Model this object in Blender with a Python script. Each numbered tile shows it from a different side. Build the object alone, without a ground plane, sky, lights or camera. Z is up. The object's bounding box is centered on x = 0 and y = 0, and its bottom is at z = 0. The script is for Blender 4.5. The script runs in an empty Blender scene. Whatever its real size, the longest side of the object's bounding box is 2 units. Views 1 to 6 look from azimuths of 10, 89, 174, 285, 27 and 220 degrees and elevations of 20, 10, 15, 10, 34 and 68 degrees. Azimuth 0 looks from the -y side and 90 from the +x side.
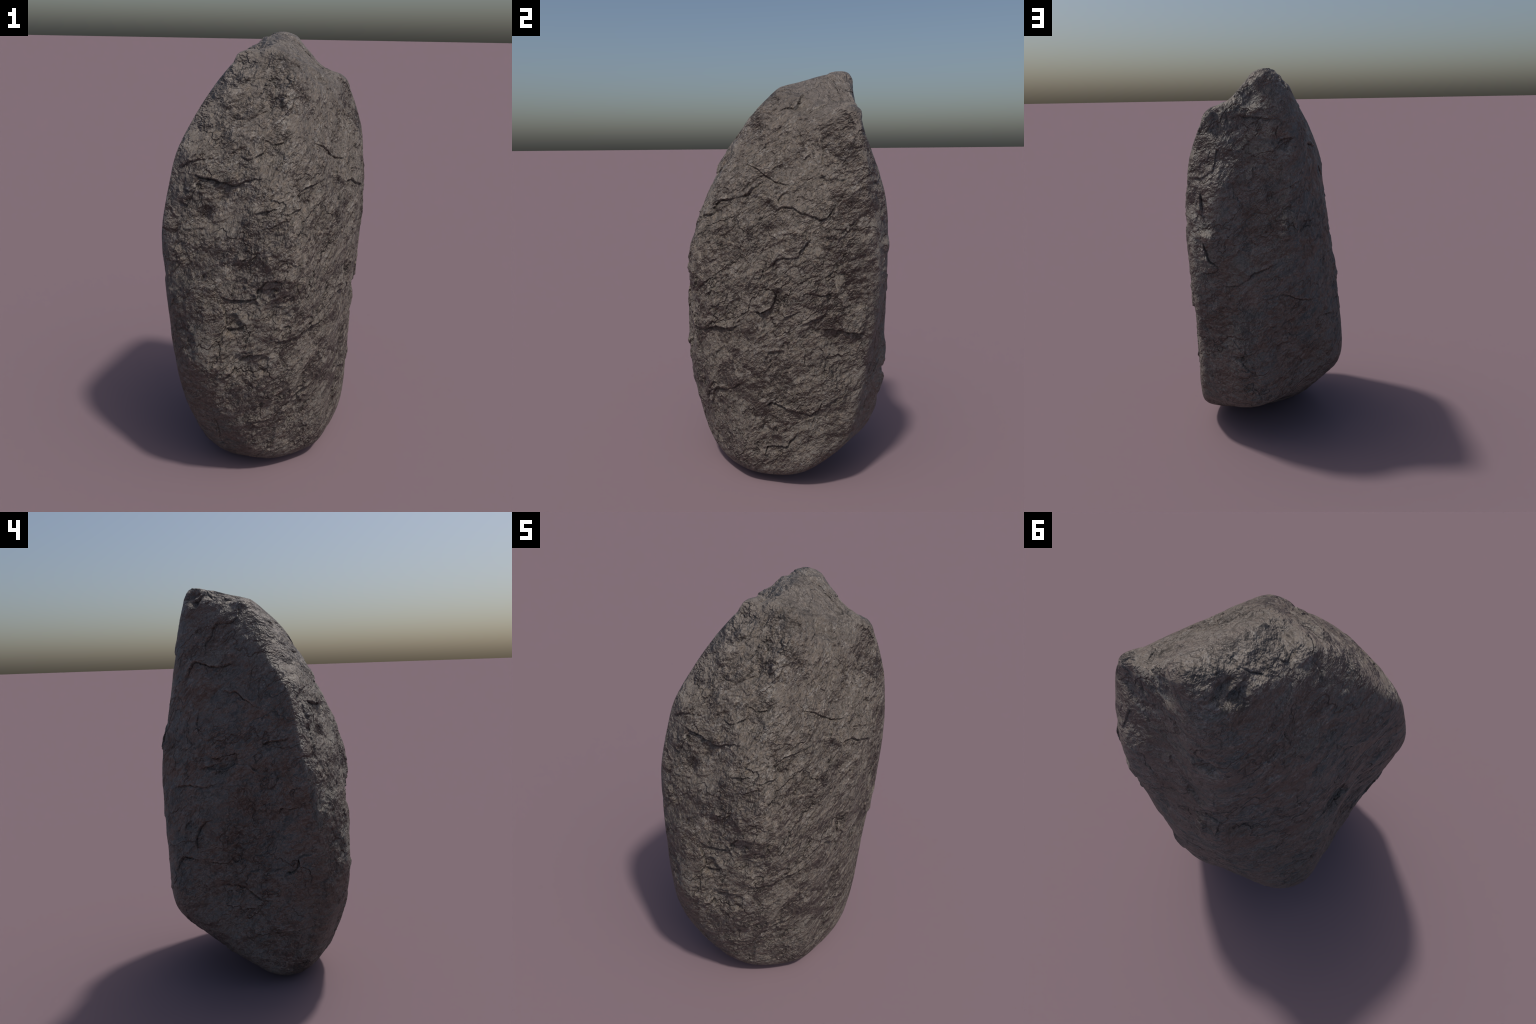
"""A tall standing stone: a rough, four-sided grey-brown boulder balanced on its blunt lower end.

The body is a convex stone cut by FACETS (planes with rounded edges between them), softened by a few
broad DENTS.  Fractures (LEDGES) run over each face: a raised lip on one side, a dark step on the other.
Terraces, chips and grain are noise.
"""
import bpy
import math
import numpy as np

HEART = np.array([0.0, 0.0, 1.0])          # the point all facet distances are measured from
SQUASH = np.array([1.0, 1.0, 0.5])         # frame in which the tall stone is about as wide as high
DETAIL = 370                               # mesh cells along one edge of the cube-sphere
LEDGE_GAIN, KNOB_GAIN, LUMPS, FLAKES, CHIPS, GRAIN = 1.7, 1.3, 0.25, 0.7, 1.0, 0.3      # relief of the mesh
RELIEF = 0.72
BUMP_LUMPS, BUMP_FLAKES, BUMP_CHIPS, BUMP_GRAIN = 0.070, 0.022, 1.0, 0.009   # finer relief
ROUGHNESS = 0.58
BASE_DARK = (0.110, 0.091, 0.077)
BASE_MID = (0.130, 0.107, 0.0905)
BASE_LIGHT = (0.152, 0.128, 0.110)
WARM = (0.135, 0.111, 0.092)
PALE = (0.30, 0.275, 0.25)
SLAB = (0.148, 0.125, 0.106)
SHADE_LIFT = (0.200, 0.176, 0.163)

FACETS = [  # (azimuth, elevation, distance from the heart of the stone)
    (72.4, 54.3, 0.7142),
    (271.5, 71.9, 0.8441),
    (17.8, 18.3, 0.4064),
    (60.5, 20.7, 0.4120),
    (75.3, 16.9, 0.4177),
    (207.5, 16.3, 0.4955),
    (245.3, 19.9, 0.4384),
    (264.9, 35.2, 0.5998),
    (352.0, 37.5, 0.5501),
    (4.2, -13.7, 0.5015),
    (30.2, 0.8, 0.2961),
    (68.7, -0.7, 0.3472),
    (93.2, 1.0, 0.3870),
    (139.2, 9.3, 1.0416),
    (145.0, 6.4, 0.5130),
    (155.5, -7.8, 0.5159),
    (178.1, 12.3, 0.4808),
    (197.3, -4.0, 0.4743),
    (234.1, 9.6, 0.3943),
    (275.7, -5.6, 0.4550),
    (277.1, 13.4, 0.5076),
    (292.9, -10.4, 0.5127),
    (339.8, 2.0, 0.4713),
    (356.3, 13.1, 0.3993),
    (15.3, -36.6, 0.7339),
    (34.3, -43.7, 0.8435),
    (71.2, -15.7, 0.5704),
    (233.4, -37.5, 0.7293),
    (322.5, -27.7, 0.6986),
    (155.1, -48.2, 0.8288),
    (230.4, -53.0, 0.8098),
    (137.9, -88.0, 0.9351),
]
EDGE_SHARPNESS = 24.2, 47.8  # worn round at the foot, crisp at the peak
DENTS = [  # (azimuth, elevation in the squashed frame, depth, narrowness)
    (160.9, -33.5, 0.1157, 20.73),
    (204.0, 55.0, 0.1210, 15.66),
    (335.1, 17.9, 0.1276, 0.86),
    (21.9, 10.7, 0.3186, 21.10),
    (151.9, 21.3, 0.0726, 41.06),
    (17.1, -17.4, 0.3895, 6.79),
    (128.7, 10.7, 0.1168, 10.95),
    (176.9, -51.2, -0.0839, 15.60),
    (284.4, 18.1, -0.1705, 10.32),
    (278.2, -12.0, -0.2290, 8.77),
]
LEDGES = {
    'front': [  # (step in mm, [(azimuth, latitude), ...]) -- the raised lip lies on the left
        (4, [(2.4, 72.8), (18.1, 70.8), (30.1, 68.0), (42.6, 66.8)]),
        (5, [(-3.7, 53.7), (3.1, 57.8), (9.9, 61.7), (10.8, 66.2), (5.5, 71.7)]),
        (2.5, [(-16.0, 45.6), (-7.1, 47.3), (1.8, 48.0)]),
        (5, [(-13.3, 37.2), (-5.2, 37.7), (0.6, 39.6), (3.4, 42.4), (2.5, 46.1)]),
        (2, [(-13.4, 36.1), (-14.3, 40.6), (-15.6, 45.5)]),
        (5, [(-39.5, 26.9), (-30.6, 28.0), (-23.2, 28.4), (-12.6, 28.6), (-7.3, 30.4), (3.9, 31.4)]),
        (4, [(-6.1, 22.5), (-0.7, 20.7), (7.5, 21.3), (13.9, 22.1)]),
        (3, [(-51.4, 25.7), (-43.2, 29.9), (-33.2, 33.5)]),
        (3, [(3.0, 45.0), (14.7, 44.9), (26.4, 47.7)]),
        (2.5, [(-48.4, 14.1), (-49.0, 17.0), (-51.6, 20.2)]),
        (3, [(-28.8, 50.8), (-21.3, 50.7), (-11.1, 52.7)]),
        (5, [(-15.3, -1.8), (-9.9, -2.5), (-4.4, -2.9), (2.1, -2.3), (3.9, -0.1), (7.8, 2.7), (12.1, 3.0), (16.3, 2.7)]),
        (2.5, [(3.9, 0.1), (8.6, 0.9), (13.6, 1.5)]),
        (6, [(-13.9, -11.7), (-11.7, -9.8), (-11.2, -7.4), (-12.0, -5.2), (-14.5, -2.7)]),
        (3.5, [(19.0, -2.2), (23.0, -0.1), (23.1, 2.4)]),
        (4, [(12.3, -13.7), (19.6, -14.6), (26.9, -14.9), (33.4, -13.9), (45.2, -14.8)]),
        (4, [(-5.2, -18.5), (0.5, -17.3), (8.7, -17.0)]),
        (4, [(-17.3, -21.1), (-12.6, -21.6), (-9.3, -21.2), (-7.6, -20.0), (-7.9, -18.2)]),
        (2.5, [(-17.6, -20.9), (-18.0, -17.9), (-18.6, -14.8)]),
        (4, [(15.1, -37.1), (23.1, -37.6), (25.7, -35.1), (31.0, -33.7), (41.3, -33.8)]),
        (3, [(-2.8, -35.3), (2.8, -36.7), (12.4, -38.0)]),
        (3, [(-30.9, -25.3), (-27.1, -27.2), (-22.2, -25.8)]),
        (4, [(-42.5, 0.8), (-39.3, 2.5), (-37.0, 4.5)]),
        (2.5, [(-21.8, -44.3), (-18.7, -38.4), (-18.8, -32.0)]),
    ],
    'right': [  # (step in mm, [(azimuth, latitude), ...]) -- the raised lip lies on the left
        (5, [(72.0, 69.2), (84.6, 68.2), (100.7, 68.4), (111.3, 69.4), (131.6, 72.4), (134.2, 76.6)]),
        (3, [(113.8, 60.2), (122.0, 58.6), (135.2, 56.4)]),
        (3, [(170.9, 64.8), (163.5, 60.7), (157.7, 57.6), (150.5, 56.6)]),
        (4, [(130.8, 42.7), (133.4, 39.8), (136.7, 38.5)]),
        (3, [(112.9, 35.6), (115.8, 39.0), (116.7, 42.9), (116.5, 45.6)]),
        (5, [(17.9, 19.9), (28.7, 23.5), (27.9, 25.9), (33.1, 30.1), (51.6, 32.7), (61.4, 37.3), (70.0, 40.7)]),
        (2.5, [(49.1, 46.5), (62.5, 45.3), (70.8, 43.0), (80.8, 39.6), (93.7, 35.4)]),
        (5, [(81.8, 27.3), (86.0, 28.2), (94.0, 27.1), (100.8, 24.0), (105.4, 22.5), (110.9, 20.5), (114.1, 21.1), (117.5, 22.9)]),
        (3, [(85.0, 28.4), (83.8, 32.3), (93.6, 34.1)]),
        (4, [(80.1, 7.7), (81.1, 10.2), (86.1, 11.4), (96.0, 11.0), (98.5, 13.1), (104.4, 16.2)]),
        (3, [(102.1, 42.0), (106.4, 42.5), (110.4, 42.6)]),
        (3, [(31.4, 57.4), (44.7, 60.2), (55.5, 62.9)]),
        (7, [(64.2, -8.0), (70.5, -8.1), (77.8, -6.9), (80.9, -2.9), (78.9, -0.3)]),
        (4, [(85.9, -7.6), (88.3, -9.0), (95.2, -7.5), (100.4, -6.0)]),
        (3, [(97.0, -1.7), (103.6, -0.4), (109.9, -1.2), (117.7, -0.3)]),
        (3, [(22.6, -14.7), (30.2, -14.7), (33.4, -14.2), (43.2, -14.8), (55.0, -13.1)]),
        (3, [(98.8, -11.5), (107.2, -8.7), (114.1, -7.3)]),
        (5, [(112.0, -11.3), (117.9, -11.0), (123.3, -11.1), (130.7, -10.7), (139.0, -11.4)]),
        (3, [(135.5, -10.2), (134.0, -5.8), (132.6, -1.6), (131.9, 1.1)]),
        (3, [(100.7, -24.4), (101.6, -20.2), (99.8, -16.9)]),
        (2.5, [(49.6, -25.2), (59.3, -26.8), (66.7, -29.2)]),
        (4, [(45.4, -33.9), (55.3, -31.8), (62.5, -29.9)]),
        (4, [(16.3, -36.4), (21.0, -34.8), (31.3, -34.3), (42.7, -34.1)]),
        (3, [(21.4, -34.4), (28.1, -32.0), (35.0, -32.4)]),
        (5, [(73.2, -38.2), (78.1, -37.1), (85.5, -37.0), (93.5, -36.8), (103.9, -35.9), (107.8, -34.7), (112.4, -31.7)]),
        (4, [(72.3, -49.9), (74.2, -47.7), (81.0, -46.9), (89.5, -45.9), (92.5, -43.9), (99.1, -40.7)]),
    ],
    'back': [  # (step in mm, [(azimuth, latitude), ...]) -- the raised lip lies on the left
        (5, [(134.5, 24.4), (141.3, 25.0), (146.8, 27.2), (147.2, 30.0), (146.9, 33.2), (147.9, 34.6)]),
        (3, [(156.8, 46.4), (165.4, 46.8), (173.3, 46.6), (-179.9, 45.9), (-168.9, 46.0)]),
        (5, [(-173.3, 38.3), (-171.1, 40.0), (-166.0, 41.0), (-156.8, 42.1)]),
        (3, [(-173.0, 40.1), (-174.1, 42.7), (-169.2, 44.9)]),
        (4, [(-165.6, 24.8), (-165.2, 26.8), (-161.2, 28.4), (-152.5, 30.5)]),
        (5, [(141.7, 15.4), (142.0, 18.3), (140.5, 21.1)]),
        (6, [(-172.5, 10.4), (-166.9, 10.9), (-161.6, 13.6), (-160.7, 17.0), (-167.1, 19.5), (-170.3, 20.8)]),
        (4, [(146.2, 7.3), (150.5, 8.5), (151.6, 10.6), (150.1, 12.1)]),
        (4, [(140.8, 0.3), (148.3, 1.2), (149.7, 2.8), (145.8, 3.8), (143.6, 6.4), (141.8, 8.9)]),
        (4, [(153.3, -2.7), (159.6, -2.4), (165.2, -0.9), (169.4, 0.8), (176.0, 1.8), (-177.0, 3.8)]),
        (3, [(-175.9, -6.4), (-171.0, -6.7), (-165.0, -8.3), (-154.9, -9.5), (-146.4, -10.2)]),
        (4, [(-150.2, -16.6), (-147.5, -15.7), (-142.1, -15.8), (-130.6, -17.5)]),
        (5, [(154.8, -23.5), (163.6, -22.6), (169.7, -21.2), (172.3, -20.3), (173.6, -17.5), (175.9, -15.2), (-178.6, -15.8)]),
        (4, [(169.0, -29.8), (164.0, -26.9), (161.8, -25.9), (158.8, -24.3)]),
        (3, [(-142.7, -28.9), (-140.9, -27.4), (-131.0, -26.4)]),
        (3, [(172.0, -40.9), (170.0, -34.7), (166.3, -32.6)]),
    ],
    'left': [  # (step in mm, [(azimuth, latitude), ...]) -- the raised lip lies on the left
        (4, [(-141.9, 38.4), (-139.5, 42.4), (-134.9, 45.6), (-125.7, 46.5), (-108.2, 46.9), (-100.7, 47.5), (-91.8, 48.2)]),
        (2.5, [(-139.6, 52.4), (-140.1, 53.9), (-136.8, 56.7)]),
        (3.5, [(-126.2, 49.7), (-128.8, 53.2), (-124.3, 56.6), (-120.6, 60.6), (-100.0, 62.4), (-91.5, 64.5)]),
        (3, [(-102.8, 38.9), (-93.3, 37.5), (-88.3, 37.2), (-80.2, 33.5), (-73.3, 29.5), (-67.5, 27.0)]),
        (3, [(-121.1, 21.2), (-123.7, 25.0), (-123.2, 30.4)]),
        (4, [(-70.9, 16.3), (-64.6, 17.2), (-58.3, 15.9), (-51.9, 16.0)]),
        (5, [(-73.1, 8.4), (-80.3, 11.1), (-92.1, 10.5), (-96.1, 6.6)]),
        (3, [(-118.7, 8.6), (-111.1, 10.2), (-103.4, 11.4)]),
        (3, [(-141.6, 1.1), (-130.6, 2.6), (-112.9, 3.0), (-103.1, 4.3)]),
        (4, [(-114.3, -16.7), (-116.3, -12.9), (-109.5, -8.1), (-101.0, -7.7), (-95.2, -7.1), (-94.3, -3.2), (-94.3, 0.7)]),
        (2.5, [(-127.1, -12.3), (-127.0, -10.0), (-120.8, -8.2)]),
        (4.5, [(-132.5, -22.5), (-129.2, -19.8), (-123.9, -18.4), (-113.2, -18.8), (-105.1, -20.3), (-96.5, -22.6), (-90.1, -21.5)]),
        (3, [(-99.9, -27.7), (-91.5, -29.8), (-85.7, -30.6), (-78.8, -32.2), (-71.3, -33.0), (-65.0, -32.3)]),
        (4, [(-61.3, -4.7), (-60.4, -2.9), (-56.0, -2.4), (-51.3, -0.9), (-48.8, 1.9)]),
        (5, [(-41.4, -13.2), (-46.9, -14.0), (-51.3, -16.0), (-51.7, -18.4), (-54.6, -21.7), (-58.0, -22.2)]),
        (3, [(-58.7, -21.2), (-65.4, -24.0), (-71.7, -27.3)]),
        (4, [(-69.2, -41.6), (-61.9, -39.8), (-50.5, -36.9), (-40.3, -32.9)]),
        (3, [(-117.3, -36.7), (-117.0, -32.9), (-115.3, -29.3)]),
        (3, [(-44.3, -8.9), (-41.2, -6.4), (-39.0, -4.4)]),
        (3, [(-96.0, 5.8), (-92.4, 1.6), (-87.4, -1.0)]),
    ],
    'top': [  # (step in mm, [(azimuth, latitude), ...]) -- the raised lip lies on the left
        (6, [(-166.8, 60.7), (-171.2, 63.5), (-179.7, 64.8), (170.1, 65.3), (161.9, 61.9), (150.4, 56.6)]),
        (7, [(-161.5, 57.7), (-156.9, 60.6), (-153.0, 64.5)]),
        (6, [(-161.7, 67.1), (-149.1, 67.4), (-138.9, 67.6)]),
        (4, [(-130.8, 89.8), (-79.0, 86.1), (-95.3, 81.3), (-98.2, 75.8)]),
        (3, [(-92.7, 64.0), (-89.9, 66.3), (-91.4, 68.5)]),
        (3, [(-73.5, 58.8), (-62.1, 53.0), (-60.7, 47.8)]),
        (4, [(179.2, 58.8), (-175.7, 59.7), (-172.8, 60.9)]),
        (4, [(-126.4, 72.4), (-117.9, 72.0), (-105.6, 74.5)]),
    ],
}
KNOBS = [  # knobs and scooped hollows: (azimuth, latitude, radius, height in mm)
    (-5.3, 42.3, 0.035, 8),
    (10.8, 57.6, 0.050, -12),
    (14.8, 47.0, 0.045, -9),
    (-22.4, 26.5, 0.060, -8),
    (-33.1, 18.7, 0.060, -8),
    (27.7, 39.0, 0.080, 7),
    (-39.3, 62.6, 0.080, 6),
    (-8.1, -9.3, 0.040, -11),
    (-16.5, -7.8, 0.050, 7),
    (14.9, -6.6, 0.050, -7),
    (-12.5, -19.0, 0.030, 8),
    (-2.3, -19.0, 0.050, -9),
    (10.1, 0.2, 0.030, -6),
    (0.8, 6.3, 0.090, 6),
    (2.1, -25.8, 0.080, 6),
    (113.3, 65.2, 0.050, -13),
    (103.9, 75.7, 0.045, 9),
    (58.0, 42.0, 0.080, 7),
    (67.1, 27.5, 0.090, -7),
    (107.1, 27.6, 0.070, 6),
    (119.1, 39.9, 0.050, 6),
    (137.2, 49.6, 0.050, 6),
    (82.9, -4.2, 0.050, -15),
    (73.7, -5.1, 0.045, 8),
    (93.4, 0.1, 0.060, 5),
    (40.3, -4.5, 0.080, 6),
    (106.6, -17.9, 0.060, 6),
    (121.6, -14.4, 0.060, -7),
    (53.0, -30.5, 0.060, 6),
    (-168.2, 39.7, 0.040, -13),
    (-175.7, 25.5, 0.050, -9),
    (-168.1, 13.8, 0.055, 11),
    (-156.2, 14.1, 0.050, -11),
    (146.5, 10.0, 0.045, 9),
    (142.4, 38.6, 0.050, -9),
    (153.7, 28.4, 0.070, 6),
    (152.5, -11.9, 0.060, -6),
    (166.9, -19.3, 0.060, 8),
    (179.6, -21.6, 0.070, -6),
    (165.8, -30.4, 0.050, -9),
    (160.1, -26.7, 0.050, 6),
    (-96.1, 11.8, 0.060, -14),
    (-87.3, 7.7, 0.060, 8),
    (-94.5, 47.2, 0.040, -8),
    (-65.1, 11.4, 0.060, 6),
    (-119.1, 43.2, 0.080, 7),
    (-115.2, 56.8, 0.070, -6),
    (-66.9, 32.1, 0.060, 6),
    (-52.5, 0.7, 0.050, -13),
    (-91.1, -22.1, 0.040, -9),
    (-79.4, -12.6, 0.110, -8),
    (-109.9, -4.1, 0.060, 6),
    (-58.1, -43.6, 0.050, 8),
    (-92.0, -42.2, 0.050, 8),
    (-88.9, -46.4, 0.050, -9),
    (-66.5, -27.3, 0.060, 6),
    (-43.6, -17.4, 0.070, 6),
    (176.5, 61.1, 0.070, 8),
    (-168.3, 64.3, 0.050, -11),
    (-158.8, 60.4, 0.050, -15),
    (-143.6, 68.7, 0.045, -10),
    (87.0, 81.9, 0.050, 6),
    (-98.1, 79.8, 0.050, -7),
    (-85.4, 74.5, 0.050, 7),
    (136.9, 43.6, 0.045, 6),
    (147.1, 53.0, 0.060, -4),
    (141.1, 49.0, 0.045, -1),
]


# ------------------------------------------------------------------ noise
def lattice(ix, iy, iz, seed):
    h = (ix.astype(np.uint32) * np.uint32(0x8DA6B343)) ^ (iy.astype(np.uint32) * np.uint32(0xD8163841)) \
        ^ (iz.astype(np.uint32) * np.uint32(0xCB1AB31F)) ^ np.uint32((seed * 0x9E3779B1) & 0xFFFFFFFF)
    h ^= h >> np.uint32(15)
    h *= np.uint32(0x2C1B3C6D)
    h ^= h >> np.uint32(12)
    h *= np.uint32(0x297A2D39)
    h ^= h >> np.uint32(15)
    return h


GRADIENTS = np.array([(x, y, z) for x in (-1, 0, 1) for y in (-1, 0, 1) for z in (-1, 0, 1)
                      if abs(x) + abs(y) + abs(z) == 2], np.float32)


def gradient_noise(p, seed):
    """Smooth noise, about -1 to 1."""
    p = p.astype(np.float32)
    cell = np.floor(p)
    f = p - cell
    i = cell.astype(np.int32)
    w = f * f * f * (f * (f * 6 - 15) + 10)
    total = np.zeros(len(p), np.float32)
    for dx in (0, 1):
        wx = w[:, 0] if dx else 1 - w[:, 0]
        for dy in (0, 1):
            wy = w[:, 1] if dy else 1 - w[:, 1]
            for dz in (0, 1):
                wz = w[:, 2] if dz else 1 - w[:, 2]
                g = GRADIENTS[lattice(i[:, 0] + dx, i[:, 1] + dy, i[:, 2] + dz, seed) % np.uint32(12)]
                total += wx * wy * wz * (g[:, 0] * (f[:, 0] - dx) + g[:, 1] * (f[:, 1] - dy) + g[:, 2] * (f[:, 2] - dz))
    return total


def fractal(p, octaves, seed, gain=0.5):
    total, amount = 0.0, 1.0
    for k in range(octaves):
        total = total + amount * gradient_noise(p * 2.03 ** k + 17.3 * k, seed + k)
        amount *= gain
    return total


def chips(p, seed, soft=0.22):
    """Cellular facets: every cell is a small tilted plane of its own, worn soft at its edge."""
    cell = np.floor(p).astype(np.int32)
    best = np.full(len(p), 9.0, np.float32)
    second = best.copy()
    height = np.zeros(len(p), np.float32)
    for dx in (-1, 0, 1):
        for dy in (-1, 0, 1):
            for dz in (-1, 0, 1):
                cx, cy, cz = cell[:, 0] + dx, cell[:, 1] + dy, cell[:, 2] + dz
                h = lattice(cx, cy, cz, seed)
                jitter = [((h >> np.uint32(s)) & np.uint32(1023)).astype(np.float32) / 1023 for s in (0, 10, 20)]
                off = np.stack([p[:, 0] - cx - jitter[0], p[:, 1] - cy - jitter[1], p[:, 2] - cz - jitter[2]], 1)
                d = (off ** 2).sum(1)
                h2 = lattice(cx, cy, cz, seed + 77)
                tilt = [((h2 >> np.uint32(s)) & np.uint32(255)).astype(np.float32) / 127.5 - 1 for s in (0, 8, 16, 24)]
                plane = 0.5 * tilt[3] + off[:, 0] * tilt[0] + off[:, 1] * tilt[1] + off[:, 2] * tilt[2]
                nearer = d < best
                second = np.where(nearer, best, np.minimum(second, d))
                height = np.where(nearer, plane, height)
                best = np.minimum(best, d)
    edge = np.sqrt(second) - np.sqrt(best)
    return height * (0.45 + 0.55 * smoothstep(0.0, soft, edge))


def smoothstep(a, b, x):
    t = np.clip((x - a) / (b - a), 0, 1)
    return t * t * (3 - 2 * t)


# ------------------------------------------------------------------ the body
def heading(azimuth, elevation):
    a, e = np.radians(azimuth), np.radians(elevation)
    return np.stack([np.cos(e) * np.sin(a), -np.cos(e) * np.cos(a), np.sin(e)], -1)


def body_point(u):
    """Where the ray from the heart in the squashed direction u leaves the stone."""
    v = u / SQUASH
    facet = np.array(FACETS)
    reach = heading(facet[:, 0], facet[:, 1]) / facet[:, 2:3]
    m = np.maximum(v @ reach.T, 1e-9)
    top = m.max(1, keepdims=True)
    worn, crisp = EDGE_SHARPNESS
    sharp = worn * (crisp / worn) ** smoothstep(-0.3, 0.6, u[:, 2])
    inverse = top[:, 0] * (((m / top) ** sharp[:, None]).sum(1)) ** (1 / sharp)
    scale = np.ones(len(u))
    for azimuth, elevation, depth, narrow in DENTS:
        scale += depth * np.exp(narrow * (u @ heading(azimuth, elevation) - 1))
    return HEART + v * (scale / inverse)[:, None]


def flatness(u):
    """1 in the middle of a face, 0 on the edges between faces, which are worn smooth."""
    facet = np.array(FACETS)
    m = (u / SQUASH) @ (heading(facet[:, 0], facet[:, 1]) / facet[:, 2:3]).T
    normal = heading(facet[:, 0], facet[:, 1])
    best = m.argmax(1)
    top = m.max(1)
    bend = 1 - normal[best] @ normal.T                       # how far the neighbouring facets turn away
    share = np.clip((m / top[:, None] - 0.86) / 0.14, 0, 1) ** 1.5
    return 1 - np.clip((bend * share).max(1) / 0.16, 0, 1)


def sphere_grid(n):
    """Directions of an even cube-sphere with n cells along each cube edge, and its quads."""
    t = np.tan((np.arange(n + 1) / n * 2 - 1) * math.pi / 4)
    a, b = np.meshgrid(t, t, indexing="ij")
    one = np.ones_like(a)
    sides = [(one, a, b), (-one, b, a), (b, one, a), (a, -one, b), (a, b, one), (b, a, -one)]
    pts = np.concatenate([np.stack(s, -1).reshape(-1, 3) for s in sides])
    k = np.arange(n * (n + 1)).reshape(n, n + 1)[:, :n].ravel()
    quad = np.stack([k, k + n + 1, k + n + 2, k + 1], 1)
    quads = np.concatenate([quad + s * (n + 1) ** 2 for s in range(6)])
    key = np.round(pts * 1e6).astype(np.int64)
    key = (key[:, 0] * 4000003 + key[:, 1]) * 4000003 + key[:, 2]
    _, first, back = np.unique(key, return_index=True, return_inverse=True)
    pts = pts[first]
    return pts / np.linalg.norm(pts, axis=1, keepdims=True), back.ravel()[quads]


def vertex_normals(p, quads):
    face = np.cross(p[quads[:, 2]] - p[quads[:, 0]], p[quads[:, 3]] - p[quads[:, 1]])
    total = np.zeros_like(p)
    for c in range(4):
        for axis in range(3):
            total[:, axis] += np.bincount(quads[:, c], face[:, axis], len(p))
    return total / np.linalg.norm(total, axis=1, keepdims=True)


# ------------------------------------------------------------------ relief
def through(points, steps):
    """A smooth curve through the control points."""
    p = np.vstack([2 * points[0] - points[1], points, 2 * points[-1] - points[-2]])
    t = np.linspace(0, 1, steps, endpoint=False)[:, None]
    out = []
    for i in range(1, len(p) - 2):
        a, b, c, d = p[i - 1:i + 3]
        out.append(0.5 * (2 * b + (c - a) * t + (2 * a - 5 * b + 4 * c - d) * t ** 2 + (3 * b - a - 3 * c + d) * t ** 3))
    return np.vstack(out + [points[-1:]])


def ledge_relief(p, normal, rng):
    height = np.zeros(len(p))
    wander = 0.006 * np.stack([fractal(p * 28, 3, 900 + k) for k in range(3)], 1)
    q = p + wander
    reach = 0.10
    for face in LEDGES.values():
        for step, stops in face:
            stops = np.array(stops)
            line = through(body_point(heading(stops[:, 0], stops[:, 1])), 6)
            near = np.where(((q > line.min(0) - reach) & (q < line.max(0) + reach)).all(1))[0]
            if not len(near):
                continue
            best = np.full(len(near), 9.0)
            side = np.zeros(len(near))
            along = np.zeros(len(near))
            total = len(line) - 1
            for i in range(total):
                a, b = line[i], line[i + 1]
                ab = b - a
                t = np.clip(((q[near] - a) @ ab) / (ab @ ab), 0, 1)
                off = q[near] - a - t[:, None] * ab
                d = np.linalg.norm(off, axis=1)
                closer = d < best
                s = np.sign((np.cross(normal[near], ab) * off).sum(1))
                best = np.where(closer, d, best)
                side = np.where(closer, s, side)
                along = np.where(closer, (i + t) / total, along)
            length = np.linalg.norm(np.diff(line, axis=0), axis=1).sum()
            taper = np.clip(np.minimum(along, 1 - along) * length / 0.035 + 0.12, 0, 1) * smoothstep(reach, 0.045, best)
            taper *= 0.75 + 0.5 * gradient_noise(p[near] * 9, int(rng.integers(1 << 20)))
            s = best * side
            lip = smoothstep(-0.004, 0.003, s)
            high = lip * np.exp(-np.maximum(s, 0) / 0.042)
            low = (1 - lip) * np.exp(np.minimum(s, 0) / 0.030)
            groove = np.exp(-((s + 0.003) / 0.0042) ** 2)
            height[near] += LEDGE_GAIN * 0.001 * step * taper * (1.25 * high - 1.0 * low - 0.45 * groove)
    return height


def knob_relief(p):
    """Knobs and hollows with a broken, uneven outline."""
    q = p + 0.022 * np.stack([fractal(p * 14, 3, 950 + k) for k in range(3)], 1)
    h = np.zeros(len(p))
    for azimuth, latitude, radius, height in KNOBS:
        centre = body_point(heading(azimuth, latitude)[None])[0]
        near = np.where((np.abs(q - centre) < radius * 1.6).all(1))[0]
        d = np.linalg.norm(q[near] - centre, axis=1) / radius
        h[near] += 0.001 * KNOB_GAIN * height * (1 - smoothstep(0.35, 1.5, d))
    return h


def overlapping_flakes(p, frequency, seed, lip=0.16):
    """Broken layers lying over each other like slipped tiles: each swells downwards, then drops at its lower edge."""
    phase = p[:, 2] * frequency * 0.36 + 1.35 * fractal(p * frequency * 0.42, 4, seed, 0.55)
    f = phase - np.floor(phase)
    layer = np.where(f < lip, smoothstep(0, lip, f), 1 - smoothstep(lip, 1, f) ** 0.8)
    presence = smoothstep(-0.25, 0.40, fractal(p * frequency * 0.37 + 31.7, 3, seed + 50))
    return (layer - 0.5) * presence


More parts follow.
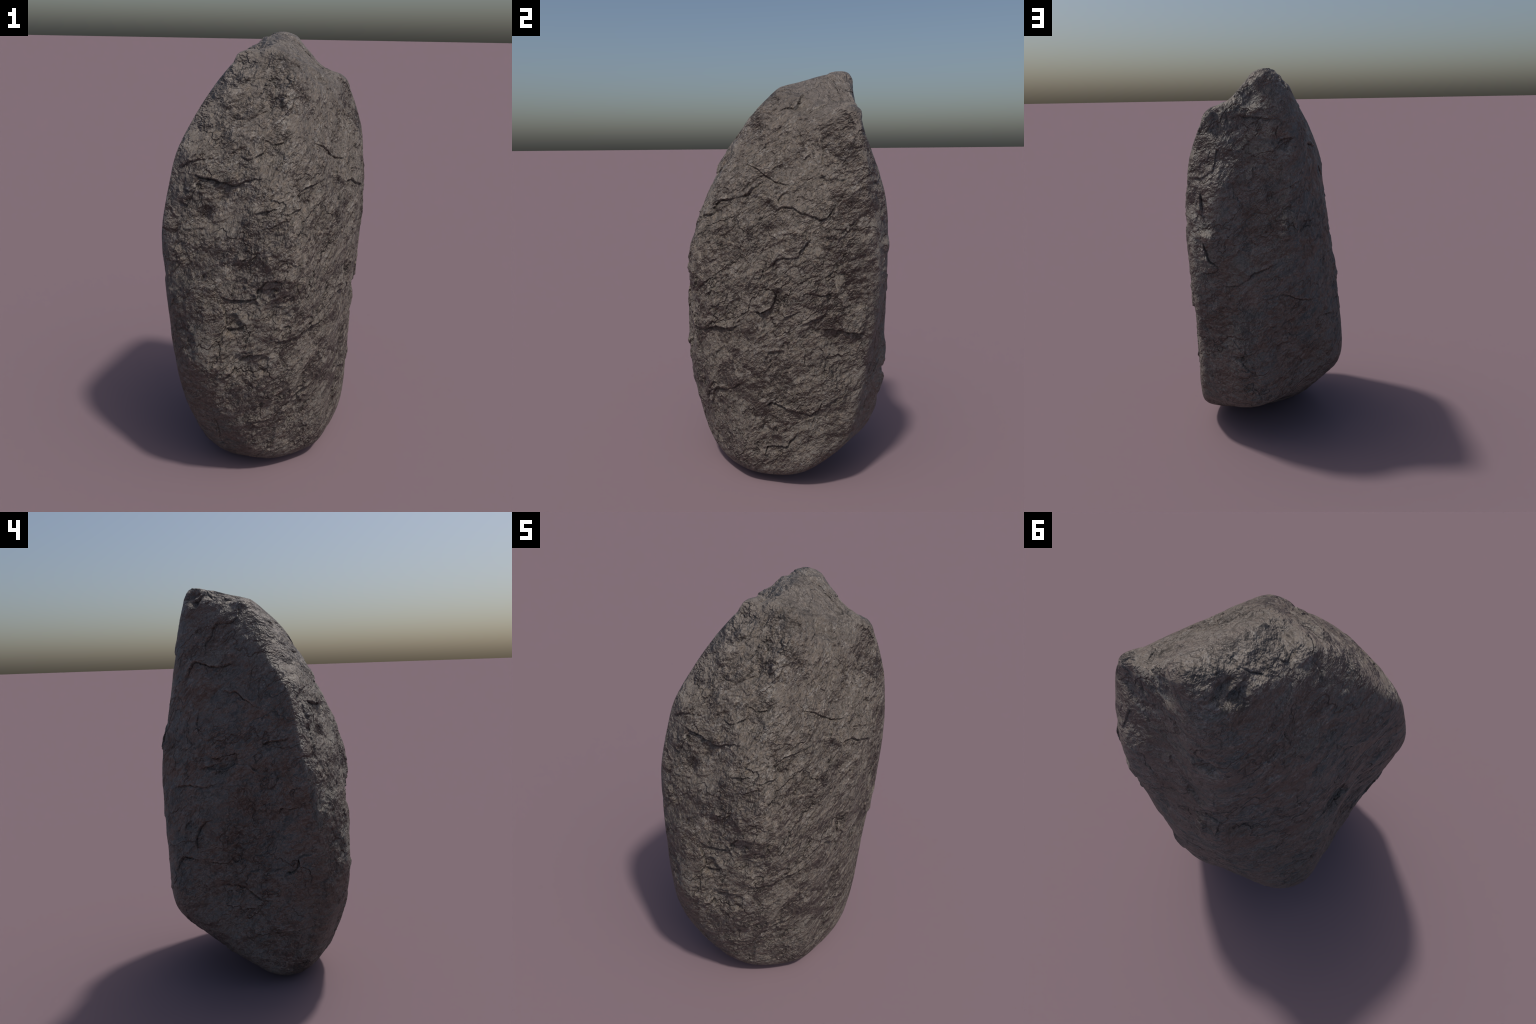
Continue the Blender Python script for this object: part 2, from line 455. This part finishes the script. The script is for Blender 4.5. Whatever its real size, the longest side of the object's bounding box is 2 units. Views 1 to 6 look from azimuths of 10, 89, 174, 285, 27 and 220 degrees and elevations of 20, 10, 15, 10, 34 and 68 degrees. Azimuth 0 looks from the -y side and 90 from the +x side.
def broken_surface(p, tilt, seed, fine):
    """Flakes, chips and grain of one side; the layers of the rock dip by tilt; fine scales the small relief."""
    q = p + 0.02 * np.stack([fractal(p * 5, 2, seed + 40 + k) for k in range(3)], 1)
    dip = q[:, 2] - tilt * (q[:, 0] + q[:, 1])
    slant = np.stack([q[:, 0] * 0.95, q[:, 1] * 0.95, dip * 1.08], 1)
    rough = smoothstep(-0.45, 0.35, fractal(p * 2.6, 2, seed + 60))
    h = LUMPS * (0.0085 * gradient_noise(slant * 9.5, seed + 2) + 0.0055 * gradient_noise(slant * 18.0, seed + 3))
    h += FLAKES * (0.0062 * overlapping_flakes(slant, 8.0, seed + 11) + 0.0042 * overlapping_flakes(slant, 17.0, seed + 12)
                   + 0.0018 * rough * overlapping_flakes(slant, 37.0, seed + 13))
    wave = np.stack([fractal(p * 12, 3, seed + 80 + k) for k in range(3)], 1)
    h += (0.45 + 0.55 * fine) * CHIPS * 0.0120 * chips(slant * 8 + 0.30 * wave, seed + 20)
    jag = np.stack([fractal(p * 30, 2, seed + 70 + k) for k in range(3)], 1)
    h += (0.3 + 0.7 * fine) * CHIPS * 0.0070 * chips(slant * 16 + 0.28 * jag, seed + 21) * (0.5 + 0.6 * rough)
    h += fine * CHIPS * 0.0013 * chips(slant * 38 + 0.35 * jag, seed + 22) * (0.5 + 0.6 * rough)
    h += fine * GRAIN * 0.0022 * fractal(slant * 45, 2, seed + 90) * (0.5 + 0.6 * rough)
    return h * RELIEF


def relief(p, normal, flat):
    rng = np.random.default_rng(5)
    h = LUMPS * 0.0080 * gradient_noise(p * 4.2, 1)
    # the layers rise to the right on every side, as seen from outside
    sunny = smoothstep(-0.05, 0.05, p[:, 0] - p[:, 1] + 0.05 * fractal(p * 8, 2, 33))
    for tilt, share, seed, fine in ((0.40, sunny, 200, 1.0), (-0.40, 1 - sunny, 500, 0.20)):
        here = np.where(share > 0)[0]
        h[here] += share[here] * broken_surface(p[here], tilt, seed, fine)
    h -= h.mean()
    top = smoothstep(1.74, 1.80, p[:, 2])
    rim = top * smoothstep(-0.06, 0.02, p[:, 1]) * smoothstep(0.0, -0.25, normal[:, 0] - normal[:, 1])   # ragged back rim
    slab = smoothstep(0.60, 0.80, normal[:, 2])              # the top was split off clean
    h *= np.maximum(0.12 + 0.88 * flat, 0.55 * rim) * (1 - 0.80 * slab)
    h += ledge_relief(p, normal, rng) * (0.12 + 0.88 * np.maximum(flat, 0.8 * rim)) * (1.15 - 0.15 * sunny)
    h += knob_relief(p) * (0.25 + 0.75 * np.maximum(flat, top)) * (1.5 - 0.5 * sunny)
    # quiet where the stone stands and at its peak, so that it keeps its height
    return h * smoothstep(-0.02, 0.10, p[:, 2]) * (0.3 + 0.7 * smoothstep(2.03, 1.93, p[:, 2]))


# ------------------------------------------------------------------ material
def rock_material():
    mat = bpy.data.materials.new("weathered_rock")
    mat.use_nodes = True
    tree = mat.node_tree
    nodes, links = tree.nodes, tree.links
    nodes.clear()

    def node(kind, **given):
        n = nodes.new(kind)
        for k, v in given.items():
            if hasattr(n, k):
                setattr(n, k, v)
            else:
                n.inputs[k.replace("_", " ").title()].default_value = v
        return n

    def noise(scale, detail, rough, mapping):
        n = nodes.new("ShaderNodeTexNoise")
        n.inputs["Scale"].default_value = scale
        n.inputs["Detail"].default_value = detail
        n.inputs["Roughness"].default_value = rough
        links.new(mapping, n.inputs["Vector"])
        return n.outputs["Fac"]

    def ramp(source, *stops):
        r = nodes.new("ShaderNodeValToRGB")
        el = r.color_ramp.elements
        while len(el) < len(stops):
            el.new(0.5)
        for e, (pos, col) in zip(el, stops):
            e.position = pos
            e.color = (*(col if isinstance(col, tuple) else (col,) * 3), 1)
        links.new(source, r.inputs["Fac"])
        return r.outputs["Color"]

    def mix(kind, factor, a, b):
        m = nodes.new("ShaderNodeMix")
        m.data_type, m.blend_type = "RGBA", kind
        for value, socket in ((factor, m.inputs["Factor"]), (a, m.inputs[6]), (b, m.inputs[7])):
            if isinstance(value, bpy.types.NodeSocket):
                links.new(value, socket)
            else:
                socket.default_value = value if isinstance(value, float) else (*value, 1)
        return m.outputs[2]

    def maths(op, a, b):
        m = nodes.new("ShaderNodeMath")
        m.operation = op
        for value, socket in ((a, m.inputs[0]), (b, m.inputs[1])):
            if isinstance(value, bpy.types.NodeSocket):
                links.new(value, socket)
            else:
                socket.default_value = value
        return m.outputs[0]

    coords = nodes.new("ShaderNodeTexCoord").outputs["Object"]
    # grain direction: rises to the right on every face, as seen from outside
    split = nodes.new("ShaderNodeSeparateXYZ")
    links.new(coords, split.inputs[0])
    x, y, z = split.outputs
    facing = nodes.new("ShaderNodeMapRange")
    for socket, value in zip(facing.inputs[1:5], (-0.06, 0.06, 0.0, 1.0)):
        socket.default_value = value
    links.new(maths("SUBTRACT", x, y), facing.inputs[0])

    def slanted(tilt):
        dip = maths("ADD", z, maths("MULTIPLY", maths("ADD", x, y), tilt))
        join = nodes.new("ShaderNodeCombineXYZ")
        for socket, value in zip(join.inputs, (x, y, maths("MULTIPLY", dip, 1.12))):
            links.new(value, socket)
        return join.outputs[0]

    dips = slanted(-0.40), slanted(0.40)

    def grain(scale, detail, rough):
        sunny, shady = (noise(scale, detail, rough, d) for d in dips)
        return maths("ADD", shady, maths("MULTIPLY", facing.outputs[0], maths("SUBTRACT", sunny, shady)))

    # base colour: brown-grey with slow drifts of warm, cool and dark
    drift = noise(3.2, 4, 0.6, coords)
    base = ramp(drift, (0.30, BASE_DARK), (0.50, BASE_MID), (0.72, BASE_LIGHT))
    warm = noise(7.0, 3, 0.6, coords)
    base = mix("MIX", ramp(warm, (0.52, 0.0), (0.70, 0.25)), base, WARM)
    # broken layers lying over each other like slipped tiles: each swells downwards and ends in a drop
    side = facing.outputs[0]                 # 1 on the front and right, 0 on the left and back
    def layers(frequency, wander, scale):
        phase = maths("ADD", maths("MULTIPLY", z, frequency), maths("MULTIPLY", grain(scale, 5, 0.58), wander))
        f = maths("FRACT", phase, 0.0)
        presence = ramp(noise(scale * 0.8, 3, 0.6, coords), (0.42, 0.0), (0.58, 1.0))
        height = maths("MULTIPLY", ramp(f, (0.0, 0.0), (0.10, 1.0), (0.45, 0.75), (1.0, 0.0)), presence)
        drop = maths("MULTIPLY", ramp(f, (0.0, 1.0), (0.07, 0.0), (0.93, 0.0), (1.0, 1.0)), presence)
        return height, drop

    broad, broad_drop = layers(1.6, 6.5, 3.3)
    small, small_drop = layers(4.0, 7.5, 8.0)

    # chips: every cell is a broken plane tilted its own way
    def vector(op, a, b):
        m = nodes.new("ShaderNodeVectorMath")
        m.operation = op
        for value, socket in ((a, m.inputs[0]), (b, m.inputs[1])):
            if isinstance(value, bpy.types.NodeSocket):
                links.new(value, socket)
            else:
                socket.default_value = (value,) * 3
        return m.outputs["Value" if op == "DOT_PRODUCT" else "Vector"]

    def broken_planes(scale, wander, wander_scale):
        jag = nodes.new("ShaderNodeTexNoise")
        jag.inputs["Scale"].default_value = wander_scale
        jag.inputs["Detail"].default_value = 5
        jag.inputs["Roughness"].default_value = 0.62
        links.new(coords, jag.inputs["Vector"])
        here = vector("ADD", coords, vector("MULTIPLY", vector("SUBTRACT", jag.outputs["Color"], 0.5), wander))
        cell = nodes.new("ShaderNodeTexVoronoi")
        cell.inputs["Scale"].default_value = scale
        links.new(here, cell.inputs["Vector"])
        tilt = vector("SUBTRACT", cell.outputs["Color"], 0.5)
        return vector("DOT_PRODUCT", vector("SUBTRACT", here, cell.outputs["Position"]), tilt)

    big_chip = broken_planes(7.0, 0.16, 7.0)
    mid_chip = broken_planes(17.0, 0.07, 17.0)
    tiny_chip = broken_planes(45.0, 0.025, 45.0)
    # grain: elongated light and dark mottling, dark specks, pale flecks
    mottle = grain(34, 6, 0.70)
    contrast = maths("ADD", 0.50, maths("MULTIPLY", side, 0.50))     # calmer on the left and back
    base = mix("MULTIPLY", contrast, base, ramp(mottle, (0.34, 0.66), (0.50, 0.98), (0.66, 1.26)))
    fine = grain(105, 4, 0.70)
    base = mix("MULTIPLY", contrast, base, ramp(fine, (0.36, 0.76), (0.50, 0.99), (0.64, 1.22)))
    pale_fleck = maths("MULTIPLY", grain(14, 4, 0.65), grain(80, 3, 0.7))
    weather = nodes.new("ShaderNodeMapRange")                        # stronger pale flecks towards the peak
    links.new(z, weather.inputs[0])
    for socket, value in zip(weather.inputs[1:5], (1.0, 1.9, 0.7, 1.5)):
        socket.default_value = value
    base = mix("MIX", maths("MULTIPLY", ramp(pale_fleck, (0.28, 0.0), (0.39, 0.5)), weather.outputs[0]), base, PALE)
    # single crystals lean to ochre or to slate
    hue = grain(70, 3, 0.6)
    base = mix("MULTIPLY", 1.0, base, ramp(hue, (0.34, (0.97, 1.0, 1.04)), (0.50, (1.0, 1.0, 1.0)), (0.66, (1.05, 1.0, 0.92))))
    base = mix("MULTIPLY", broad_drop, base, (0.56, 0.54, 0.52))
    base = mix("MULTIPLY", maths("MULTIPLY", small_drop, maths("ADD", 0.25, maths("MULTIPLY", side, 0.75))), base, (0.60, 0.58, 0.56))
    # left and back colour lightened to lift the shade on the sunless faces
    base = mix("MIX", maths("MULTIPLY", maths("SUBTRACT", 1.0, side), 0.22), base, SHADE_LIFT)
    # the upward-facing top is tinted paler and kept smooth
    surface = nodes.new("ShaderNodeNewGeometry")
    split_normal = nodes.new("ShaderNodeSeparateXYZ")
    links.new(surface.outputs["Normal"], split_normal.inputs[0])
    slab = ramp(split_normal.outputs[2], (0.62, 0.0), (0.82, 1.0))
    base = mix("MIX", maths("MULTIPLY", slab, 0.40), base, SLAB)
    # raised edges lightened, cracks darkened with baked-in occlusion shade
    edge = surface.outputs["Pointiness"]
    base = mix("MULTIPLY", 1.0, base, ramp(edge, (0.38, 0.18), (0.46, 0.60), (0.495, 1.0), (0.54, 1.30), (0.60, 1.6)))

    shader = nodes.new("ShaderNodeBsdfPrincipled")
    shader.inputs["Roughness"].default_value = ROUGHNESS
    shader.inputs["Specular IOR Level"].default_value = 0.5
    links.new(base, shader.inputs["Base Color"])
    bump = nodes.new("ShaderNodeBump")
    bump.inputs["Strength"].default_value = 1.0
    bump.inputs["Distance"].default_value = 1.0
    def add(total, parts):
        for part, amount in parts:
            total = maths("ADD", total, maths("MULTIPLY", part, amount))
        return total

    small_relief = add(0.0, ((mottle, BUMP_GRAIN), (fine, BUMP_GRAIN * 0.35), (grain(58, 2, 0.5), BUMP_GRAIN * 0.5), (tiny_chip, BUMP_CHIPS * 0.18)))
    height = add(maths("MULTIPLY", small_relief, maths("SUBTRACT", maths("ADD", 0.30, maths("MULTIPLY", side, 0.70)), maths("MULTIPLY", slab, 0.30))),
                 ((grain(9, 2, 0.5), BUMP_LUMPS), (grain(22, 3, 0.6), BUMP_LUMPS * 0.5), (broad, BUMP_FLAKES), (small, BUMP_FLAKES * 0.4),
                  (big_chip, BUMP_CHIPS), (mid_chip, BUMP_CHIPS * 0.6)))
    links.new(height, bump.inputs["Height"])
    links.new(bump.outputs["Normal"], shader.inputs["Normal"])
    out = nodes.new("ShaderNodeOutputMaterial")
    links.new(shader.outputs["BSDF"], out.inputs["Surface"])
    return mat


# ------------------------------------------------------------------ build
def build():
    u, quads = sphere_grid(DETAIL)
    p = body_point(u)
    normal = vertex_normals(p, quads)
    if (normal * (p - HEART)).sum() < 0:
        quads, normal = quads[:, ::-1], -normal
    p = p + normal * relief(p, normal, flatness(u))[:, None]
    p[:, 2] = np.maximum(p[:, 2], 0.0)          # the blunt end rests flat on the ground

    mesh = bpy.data.meshes.new("standing_stone")
    mesh.vertices.add(len(p))
    mesh.vertices.foreach_set("co", p.astype(np.float32).ravel())
    mesh.loops.add(len(quads) * 4)
    mesh.loops.foreach_set("vertex_index", quads.astype(np.int32).ravel())
    mesh.polygons.add(len(quads))
    mesh.polygons.foreach_set("loop_start", np.arange(0, len(quads) * 4, 4, dtype=np.int32))
    mesh.polygons.foreach_set("use_smooth", np.ones(len(quads), bool))
    mesh.update(calc_edges=True)
    mesh.validate()
    mesh.materials.append(rock_material())
    stone = bpy.data.objects.new("standing_stone", mesh)
    stone["label"] = "tall rough grey-brown boulder standing upright on its end"
    stone["category"] = "rock"
    bpy.context.collection.objects.link(stone)


build()
